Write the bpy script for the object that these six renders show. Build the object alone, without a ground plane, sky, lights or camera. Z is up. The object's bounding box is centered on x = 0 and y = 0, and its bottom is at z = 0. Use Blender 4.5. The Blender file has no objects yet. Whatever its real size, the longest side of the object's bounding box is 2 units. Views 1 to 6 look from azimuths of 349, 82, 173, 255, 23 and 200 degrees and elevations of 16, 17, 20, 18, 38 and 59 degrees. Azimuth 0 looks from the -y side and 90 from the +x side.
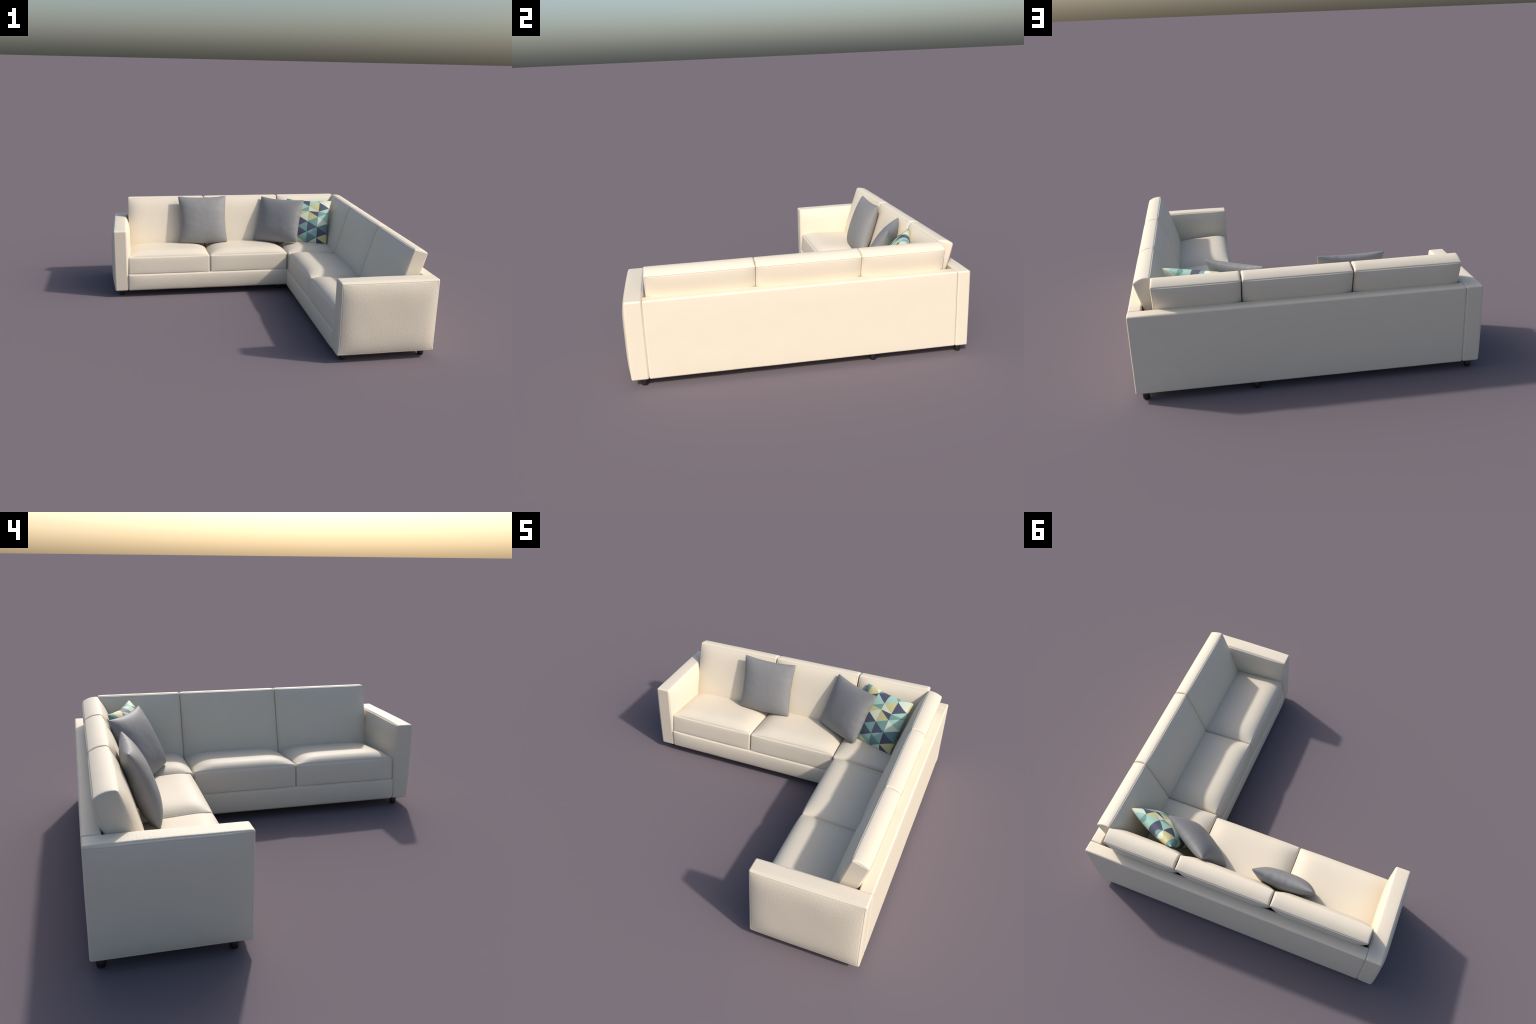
"""Cream corner sofa (L shape) on short black legs, with three throw pillows."""
import bpy, math
import numpy as np
from mathutils import Vector, Matrix, noise

# ------------------------------------------------------------------ materials
def new_mat(name):
    m = bpy.data.materials.new(name)
    m.use_nodes = True
    nt = m.node_tree
    return m, nt, nt.nodes["Principled BSDF"]

def node(nt, kind, **kw):
    n = nt.nodes.new(kind)
    for k, v in kw.items():
        if k.startswith("in_"):
            key = k[3:]
            n.inputs[int(key) if key.isdigit() else key].default_value = v
        else:
            setattr(n, k, v)
    return n

def math_node(nt, op, a, b=None):
    n = node(nt, "ShaderNodeMath", operation=op)
    for i, v in enumerate((a, b)):
        if v is None:
            continue
        if isinstance(v, (int, float)):
            n.inputs[i].default_value = v
        else:
            nt.links.new(v, n.inputs[i])
    return n.outputs[0]

def leather_bump(nt, bsdf, scale, strength, dist=0.004):
    """pebbled grain: two noise octaves into a bump"""
    tc = node(nt, "ShaderNodeTexCoord")
    n1 = node(nt, "ShaderNodeTexNoise", in_Scale=scale, in_Detail=3.0, in_Roughness=0.55)
    v1 = node(nt, "ShaderNodeTexVoronoi", in_Scale=scale * 1.4)
    v1.feature = 'SMOOTH_F1'
    nt.links.new(tc.outputs["Object"], n1.inputs["Vector"])
    nt.links.new(tc.outputs["Object"], v1.inputs["Vector"])
    h = math_node(nt, 'ADD', n1.outputs[0], math_node(nt, 'MULTIPLY', v1.outputs[0], 0.5))
    b = node(nt, "ShaderNodeBump", in_Strength=strength, in_Distance=dist)
    nt.links.new(h, b.inputs["Height"])
    nt.links.new(b.outputs[0], bsdf.inputs["Normal"])
    return tc

def leather(name, col, rough, scale, strength, spec=0.35, var=0.03):
    m, nt, b = new_mat(name)
    tc = leather_bump(nt, b, scale, strength)
    nz = node(nt, "ShaderNodeTexNoise", in_Scale=9.0, in_Detail=4.0)
    nt.links.new(tc.outputs["Object"], nz.inputs["Vector"])
    r = node(nt, "ShaderNodeValToRGB")
    r.color_ramp.elements[0].position = 0.35
    r.color_ramp.elements[1].position = 0.65
    r.color_ramp.elements[0].color = tuple(c * (1 - var) for c in col) + (1,)
    r.color_ramp.elements[1].color = tuple(min(1, c * (1 + var)) for c in col) + (1,)
    nt.links.new(nz.outputs[0], r.inputs[0])
    nt.links.new(r.outputs[0], b.inputs["Base Color"])
    b.inputs["Roughness"].default_value = rough
    b.inputs["Specular IOR Level"].default_value = spec
    return m

CREAM = (0.715, 0.638, 0.512)
mat_cream = leather("cream_leather", CREAM, 0.55, 175.0, 0.13, var=0.006)
mat_cream_arm = leather("cream_leather_coarse", CREAM, 0.55, 155.0, 0.27, var=0.006)
mat_grey = leather("grey_cloth", (0.232, 0.23, 0.23), 0.55, 260.0, 0.18, spec=0.35, var=0.01)

m, nt, b = new_mat("black_plastic")
b.inputs["Base Color"].default_value = (0.012, 0.012, 0.013, 1)
b.inputs["Roughness"].default_value = 0.45
mat_black = m

# printed triangle lattice: equilateral triangles of side S stacked in upright columns,
# the print starts over with half a triangle of shift at height CUT
PALETTE = {"N": (0.085, 0.088, 0.137), "T": (0.185, 0.345, 0.315), "D": (0.135, 0.255, 0.25),
           "M": (0.27, 0.45, 0.395), "L": (0.38, 0.59, 0.49), "Y": (0.60, 0.555, 0.27),
           "W": (0.68, 0.74, 0.59)}
S_TRI, D_COL, U0, V0, CUT = 0.086, 0.0805, 0.0165, -0.0205, 0.067
LOWER = ["TYNLMYNT", "NLYTWYTL", "YWMNTNWY", "YWDMNTYN", "TNYNDWLT", "YTDLNTDY"]
UPPER = ["LTTYT", "LNYWY", "TLNTW", "WYLTL", "LNWLY", "TYYYW"]

def triangle_cloth():
    m, nt, b = new_mat("triangle_print_cloth")
    tc = leather_bump(nt, b, 260.0, 0.15)
    sep = node(nt, "ShaderNodeSeparateXYZ")
    nt.links.new(tc.outputs["Object"], sep.inputs[0])
    u, v = sep.outputs[0], sep.outputs[2]
    q = math_node(nt, 'MULTIPLY', math_node(nt, 'SUBTRACT', u, U0), 1 / D_COL)
    col = math_node(nt, 'FLOOR', q)
    half_q = math_node(nt, 'MULTIPLY', q, 0.5)

    def tri_index(v0):
        p = math_node(nt, 'MULTIPLY', math_node(nt, 'SUBTRACT', v, v0), 1 / S_TRI)
        return math_node(nt, 'ADD', math_node(nt, 'FLOOR', math_node(nt, 'ADD', p, half_q)),
                         math_node(nt, 'FLOOR', math_node(nt, 'SUBTRACT', p, half_q)))
    k_low = tri_index(V0)
    k_up = tri_index(CUT - S_TRI / 2)
    is_up = math_node(nt, 'GREATER_THAN', v, CUT)

    def strip(k, first, letters):
        n = len(letters)
        r = node(nt, "ShaderNodeValToRGB")
        cr = r.color_ramp
        cr.interpolation = 'CONSTANT'
        while len(cr.elements) < n:
            cr.elements.new(0.5)
        for i, ch in enumerate(letters):
            cr.elements[i].position = i / n
        for i, ch in enumerate(letters):
            cr.elements[i].color = PALETTE[ch] + (1,)
        t = math_node(nt, 'MULTIPLY', math_node(nt, 'ADD', k, 0.5 - first), 1 / n)
        nt.links.new(t, r.inputs[0])
        return r.outputs[0]

    def mix(f, a, bb):
        n = node(nt, "ShaderNodeMix", data_type='RGBA')
        nt.links.new(f, n.inputs[0])
        nt.links.new(a, n.inputs[6])
        nt.links.new(bb, n.inputs[7])
        return n.outputs[2]
    out = None
    for i, (lo, up) in enumerate(zip(LOWER, UPPER)):
        c = mix(is_up, strip(k_low, -6, lo), strip(k_up, 0, up))
        if out is None:
            out = c
        else:
            out = mix(math_node(nt, 'GREATER_THAN', col, i - 3.5), out, c)
    nt.links.new(out, b.inputs["Base Color"])
    b.inputs["Roughness"].default_value = 0.6
    b.inputs["Specular IOR Level"].default_value = 0.3
    return m
mat_print = triangle_cloth()

# ------------------------------------------------------------------ helpers
def obj_from(name, verts, faces, mat, parent=None):
    me = bpy.data.meshes.new(name)
    me.from_pydata([tuple(p) for p in verts], [], faces)
    me.materials.append(mat)
    me.polygons.foreach_set("use_smooth", [True] * len(me.polygons))
    me.update()
    ob = bpy.data.objects.new(name, me)
    bpy.context.scene.collection.objects.link(ob)
    if parent is not None:
        ob.parent = parent
    return ob

def axis_samples(h, r, inset, n):
    """positions along one half-axis pair: rounded ends, a few rows for the seam, even middle"""
    ends = [h - r + r * math.tan(math.radians(45) * t) for t in (1, .8, .6, .4, .2, 0)]
    seam = [h - r - inset + d for d in (0.0015, 0, -0.0015, -0.003, -0.0055, -0.009)]
    half = sorted(set(round(x, 6) for x in ends + seam if x > 0.6 * h))
    lo = half[0]
    mid = list(np.linspace(-lo, lo, n))
    return np.array([-x for x in half[::-1]][:-1] + mid + half[1:])

def cushion_box(size, r=0.012, bulge=None, power=(4, 4, 4), seam=0.0011, inset=0.002,
                seam_faces=(), cell=0.016, lump=0.0008, seed=0):
    """Upholstered box centred on the origin. bulge: {face: height}, face = '+x' etc.
    power: how square the bulge is along each axis. A stitched groove follows each face rim."""
    h = np.array(size) / 2.0
    bulge = bulge or {}
    ax = [axis_samples(h[i], r, inset, max(4, int(2 * h[i] / cell))) for i in range(3)]
    verts, index, faces = [], {}, []
    n = [len(a) for a in ax]

    def vid(i, j, k):
        key = (i, j, k)
        if key not in index:
            index[key] = len(verts)
            verts.append((ax[0][i], ax[1][j], ax[2][k]))
        return index[key]
    for a in range(3):
        b, c = (a + 1) % 3, (a + 2) % 3
        for side in (0, n[a] - 1):
            for i in range(n[b] - 1):
                for j in range(n[c] - 1):
                    quad = []
                    for di, dj in ((0, 0), (1, 0), (1, 1), (0, 1)):
                        ijk = [0, 0, 0]
                        ijk[a], ijk[b], ijk[c] = side, i + di, j + dj
                        quad.append(vid(*ijk))
                    faces.append(quad if side else quad[::-1])
    P = np.array(verts)
    q = np.clip(P, -(h - r), h - r)
    d = P - q
    ln = np.linalg.norm(d, axis=1, keepdims=True)
    out = q + r * d / np.maximum(ln, 1e-9)
    t = P / h
    for a in range(3):
        b, c = (a + 1) % 3, (a + 2) % 3
        for sgn, nm in ((1, "+"), (-1, "-")):
            on = np.abs(P[:, a] - sgn * h[a]) < 1e-7
            key = nm + "xyz"[a]
            amp, pw = bulge.get(key, 0.0), power
            if isinstance(amp, tuple):
                amp, pw = amp
            f = np.clip(1 - np.abs(t[:, b]) ** pw[b], 0, 1) * np.clip(1 - np.abs(t[:, c]) ** pw[c], 0, 1)
            out[on, a] += sgn * amp * f[on]
            if seam and key in seam_faces:
                rim = np.minimum(h[b] - r - np.abs(P[:, b]), h[c] - r - np.abs(P[:, c])) - inset
                g = seam * np.exp(-(rim / 0.0016) ** 2)
                ridge = -0.6 * seam * np.exp(-((rim + inset) / 0.0022) ** 2)
                out[on, a] -= sgn * (g + ridge)[on]
    if lump:
        for i, p in enumerate(out):
            v = Vector(p) * 7 + Vector((seed * 3.7, seed * 1.3, 0.5))
            dv = noise.noise_vector(v)
            out[i] += np.array(dv) * lump
    return out, faces

def place(out, centre, rx=0.0, rz=0.0):
    M = Matrix.Translation(centre) @ Matrix.Rotation(rz, 4, 'Z') @ Matrix.Rotation(rx, 4, 'X')
    R = np.array(M.to_3x3())
    return out @ R.T + np.array(centre)

def box_part(name, lo, hi, mat, **kw):
    lo, hi = np.array(lo), np.array(hi)
    v, f = cushion_box(hi - lo, **kw)
    return obj_from(name, v + (lo + hi) / 2, f, mat, sofa)

# ------------------------------------------------------------------ the sofa
sofa = bpy.data.objects.new("corner_sofa", None)
bpy.context.scene.collection.objects.link(sofa)
sofa["label"] = "cream leather L-shaped corner sofa on short black legs"
sofa["category"] = "sofa"

Z_BOT, Z_ARM = 0.0495, 0.5165
# armrests: slab with a pillowed outer face
box_part("armrest", (-0.967, 0.368, Z_BOT), (-0.872, 0.997, Z_ARM), mat_cream_arm, r=0.010,
         bulge={"-x": (0.0205, (4, 7, 5)), "+x": (0.027, (4, 6, 5)), "+z": 0.004}, power=(4, 5, 4), seam_faces=("-x", "+x"), lump=0.0010, seed=1)
box_part("armrest", (0.362, -0.978, Z_BOT), (0.985, -0.881, Z_ARM), mat_cream_arm, r=0.010,
         bulge={"-y": (0.0225, (7, 4, 5)), "+y": (0.027, (6, 4, 5)), "+z": 0.004}, power=(5, 4, 4), seam_faces=("-y", "+y"), lump=0.0010, seed=2)
# back panels
box_part("back_panel", (-0.870, 0.922, Z_BOT), (0.9855, 0.9970, Z_ARM - 0.001), mat_cream, r=0.009,
         bulge={"+y": 0.003, "+z": 0.003}, power=(8, 4, 6), seed=3)
box_part("back_panel", (0.912, -0.879, Z_BOT + .001), (0.9845, 0.9215, Z_ARM - 0.001), mat_cream, r=0.009,
         bulge={"+x": 0.003, "+z": 0.003}, power=(4, 8, 6), seed=4)
# base rails under the seats
box_part("base_rail", (-0.870, 0.364, Z_BOT), (0.905, 0.921, 0.180), mat_cream_arm, r=0.013,
         bulge={"-y": 0.010}, power=(20, 4, 2.5), seed=5)
box_part("base_rail", (0.360, -0.879, Z_BOT - 0.001), (0.911, 0.3635, 0.179), mat_cream_arm, r=0.013,
         bulge={"-x": 0.010}, power=(4, 20, 2.5), seed=6)

# seat cushions: crowned, the top slopes a little to the back
FRONT = {(0,): ("-x", "-y"), (1,): ("-y", "-x"), (0, 1): ("+x", "+y")}
POWER = {(0,): (6, 6, 4), (1,): (6, 6, 4), (0, 1): (5, 5, 4)}
def seat(lo, hi, slope_axis, seed):
    lo, hi = np.array(lo), np.array(hi)
    v, f = cushion_box(hi - lo, r=0.011, bulge={"+z": 0.044, FRONT[slope_axis][0]: (0.007 if slope_axis == (0,) else 0.005, (6, 6, 4)), FRONT[slope_axis][1]: 0.002},
                       power=POWER[slope_axis], seam=0.0004, seam_faces=("+z",), seed=seed, lump=0.0008)
    c = (lo + hi) / 2
    v = v + c
    for a in slope_axis:
        w = np.clip((v[:, 2] - lo[2]) / (hi[2] - lo[2]), 0, 1)
        fr = np.clip((v[:, a] - lo[a]) / (hi[a] - lo[a]), 0, 1)
        if len(slope_axis) == 1:          # the front face runs out a little towards the rail
            o = 1 - a
            tw = np.clip((v[:, o] - c[o]) / ((hi[o] - lo[o]) / 2), -1, 1)
            v[:, a] -= (0.015 * (1 - w) + (0.003 if a == 0 else 0.0) * (1 - tw ** 6)) * (1 - fr)
        v[:, 2] -= w * 0.031 * np.clip((v[:, a] - lo[a]) / (hi[a] - lo[a]), 0, 1) / len(slope_axis)
    return obj_from("seat_cushion", v, f, mat_cream, sofa)
ZS0, ZS1 = 0.176, 0.309
seat((-0.864, 0.384, ZS0), (-0.2475, 0.80, ZS1), (1,), 11)
seat((-0.2435, 0.384, ZS0), (0.3645, 0.80, ZS1), (1,), 12)
seat((0.382, -0.872, ZS0), (0.80, -0.2485, ZS1), (0,), 13)
seat((0.382, -0.2465, ZS0), (0.80, 0.3645, ZS1), (0,), 14)
seat((0.3685, 0.3685, ZS0), (0.80, 0.80, ZS1), (0, 1), 15)

# back cushions: slabs leaning back, arched along the top
LEAN, THICK, HIGH = math.radians(16.7), 0.094, 0.43
def back_cushion(a0, a1, wing, seed, r=0.007):
    """wing 'A' runs along x and leans to +y, wing 'B' runs along y and leans to +x"""
    v, f = cushion_box((a1 - a0, THICK, HIGH), r=r,
                       bulge={"-y": (0.028, (7, 2, 4.5)), "+z": (0.0115, (60, 2, 2)), "+y": 0.025 if wing == "A" else 0.016, "+x": 0.001, "-x": 0.001},
                       power=(8, 2, 5), seam=0.0016, seam_faces=("-y", "+y"), seed=seed, lump=0.0006)
    # local: x width, -y front, z up; front top edge goes to (.856, .671)
    v = v - np.array((0, -THICK / 2, HIGH / 2))
    c, s = math.cos(LEAN), math.sin(LEAN)
    y = v[:, 1] * c + v[:, 2] * s + 0.856
    z = -v[:, 1] * s + v[:, 2] * c + 0.6725
    x = v[:, 0] + (a0 + a1) / 2
    if wing == "A":
        P = np.stack([x, y, z], 1)
        return obj_from("back_cushion", P, f, mat_cream, sofa)
    P = np.stack([y, x, z], 1)
    return obj_from("back_cushion", P, [q[::-1] for q in f], mat_cream, sofa)
back_cushion(-0.855, -0.2485, "A", 21)
back_cushion(-0.2425, 0.366, "A", 22)
back_cushion(0.372, 0.852, "A", 23)
back_cushion(-0.860, -0.2475, "B", 24, r=0.006)
back_cushion(-0.2460, 0.3615, "B", 25, r=0.006)
back_cushion(0.3630, 0.856, "B", 26, r=0.006)

# legs: short tapered black feet
def leg_mesh():
    prof = [(0, 0.0), (0.0150, 0.0), (0.0175, 0.0015), (0.0185, 0.004), (0.0215, 0.058), (0, 0.058)]
    N = 28
    verts, faces = [], []
    for r, z in prof:
        for i in range(N):
            a = 2 * math.pi * i / N
            verts.append((max(r, 1e-4) * math.cos(a), max(r, 1e-4) * math.sin(a), z))
    for k in range(len(prof) - 1):
        for i in range(N):
            j = (i + 1) % N
            faces.append((k * N + i, k * N + j, (k + 1) * N + j, (k + 1) * N + i))
    return verts, faces
LEGS = [(-0.919, 0.440), (0.316, 0.440), (0.316, 0.956), (-0.919, 0.956),
        (0.418, -0.911), (0.932, -0.911), (0.931, 0.430), (0.933, 0.956), (0.430, 0.430)]
lv, lf = leg_mesh()
first = obj_from("leg", lv, lf, mat_black, sofa)
first.location = (*LEGS[0], 0)
for x, y in LEGS[1:]:
    o = first.copy()
    o.location = (x, y, 0)
    bpy.context.scene.collection.objects.link(o)

# ------------------------------------------------------------------ throw pillows
def pillow(name, tl, tr, br, bl, mat, thick, label, seed, n=84):
    """Square knife-edge pillow hung on four corner points: pinched ears, concave rims, puffed middle."""
    tl, tr, br, bl = map(np.array, (tl, tr, br, bl))
    c = (tl + tr + br + bl) / 4
    U = tr + br - tl - bl
    U /= np.linalg.norm(U)
    W = tl + tr - bl - br
    W -= U * (W @ U)
    W /= np.linalg.norm(W)
    N = np.cross(U, W)                     # towards the viewer in front
    frame = np.stack([U, -N, W], 1)        # local x, y, z
    loc = [frame.T @ (p - c) for p in (tl, tr, br, bl)]
    s = np.sin(np.linspace(-1, 1, n + 1) * math.pi / 2)
    s = 0.5 * s + 0.5 * np.linspace(-1, 1, n + 1)
    verts, faces, ids = [], [], {}
    for side in (1, -1):
        for i, a in enumerate(s):
            for j, b in enumerate(s):
                rim = i in (0, n) or j in (0, n)
                if rim and side == -1:
                    ids[(side, i, j)] = ids[(1, i, j)]
                    continue
                # rims draw inward between the ears
                a2 = a * (1 - 0.075 * (1 - b * b) * abs(a) ** 3)
                b2 = b * (1 - (0.085 if b > 0 else -0.03) * (1 - a * a) * abs(b) ** 3)
                nz = noise.noise(Vector((a * 5, b * 5, seed)))
                a2 += 0.010 * noise.noise(Vector((b * 6, seed, a * 1.0))) * abs(a) ** 4 * (1 - b ** 4)
                b2 += 0.010 * noise.noise(Vector((a * 6, seed + 9, b * 1.0))) * abs(b) ** 4 * (1 - a ** 4)
                p = ((1 - a2) * (1 + b2) * loc[0] + (1 + a2) * (1 + b2) * loc[1]
                     + (1 + a2) * (1 - b2) * loc[2] + (1 - a2) * (1 - b2) * loc[3]) / 4
                bs = b + 0.14 * (1 - b * b)          # the filling sags
                puff = (1 - abs(a) ** 2.7) * (1 - abs(bs) ** 2.7)
                h = thick / 2 * (0.72 * puff ** 0.42 + 0.28 * puff ** 0.9)
                # puckers running in from the rims
                e = max(abs(a), abs(b))
                pk = noise.noise(Vector((a * 7 if abs(b) > abs(a) else a * 1.5,
                                         b * 7 if abs(a) > abs(b) else b * 1.5, seed + side)))
                h *= 1 + 0.035 * pk * max(0, e - 0.45) / 0.55 + 0.015 * nz
                k = 1 - 0.018 * abs(a * b) ** 14          # blunt ears
                verts.append((p[0] * k, p[1] - side * h, p[2] * k))
                ids[(side, i, j)] = len(verts) - 1
        for i in range(n):
            for j in range(n):
                qd = [ids[(side, i, j)], ids[(side, i + 1, j)], ids[(side, i + 1, j + 1)], ids[(side, i, j + 1)]]
                faces.append(qd if side == 1 else qd[::-1])
    ob = obj_from(name, verts, faces, mat)
    M = np.eye(4)
    M[:3, :3] = frame
    M[:3, 3] = c
    ob.matrix_world = Matrix(M.tolist())
    ob["label"] = label
    ob["category"] = "pillow"
    return ob

pillow("throw_pillow", (-0.460, 0.787, 0.692), (-0.068, 0.786, 0.692), (-0.068, 0.666, 0.332), (-0.455, 0.662, 0.335),
       mat_grey, 0.126, "plain grey square throw pillow leaning on the backrest", 1.3)
pillow("throw_pillow", (0.233, 0.829, 0.673), (0.555, 0.642, 0.674), (0.473, 0.506, 0.3535), (0.153, 0.701, 0.331),
       mat_grey, 0.126, "plain grey square throw pillow set at an angle", 4.1)
pillow("throw_pillow", (0.450, 0.8215, 0.653), (0.798, 0.677, 0.656), (0.7257, 0.5105, 0.332), (0.383, 0.653, 0.330),
       mat_print, 0.128, "square throw pillow with teal, yellow and navy triangles", 7.7)
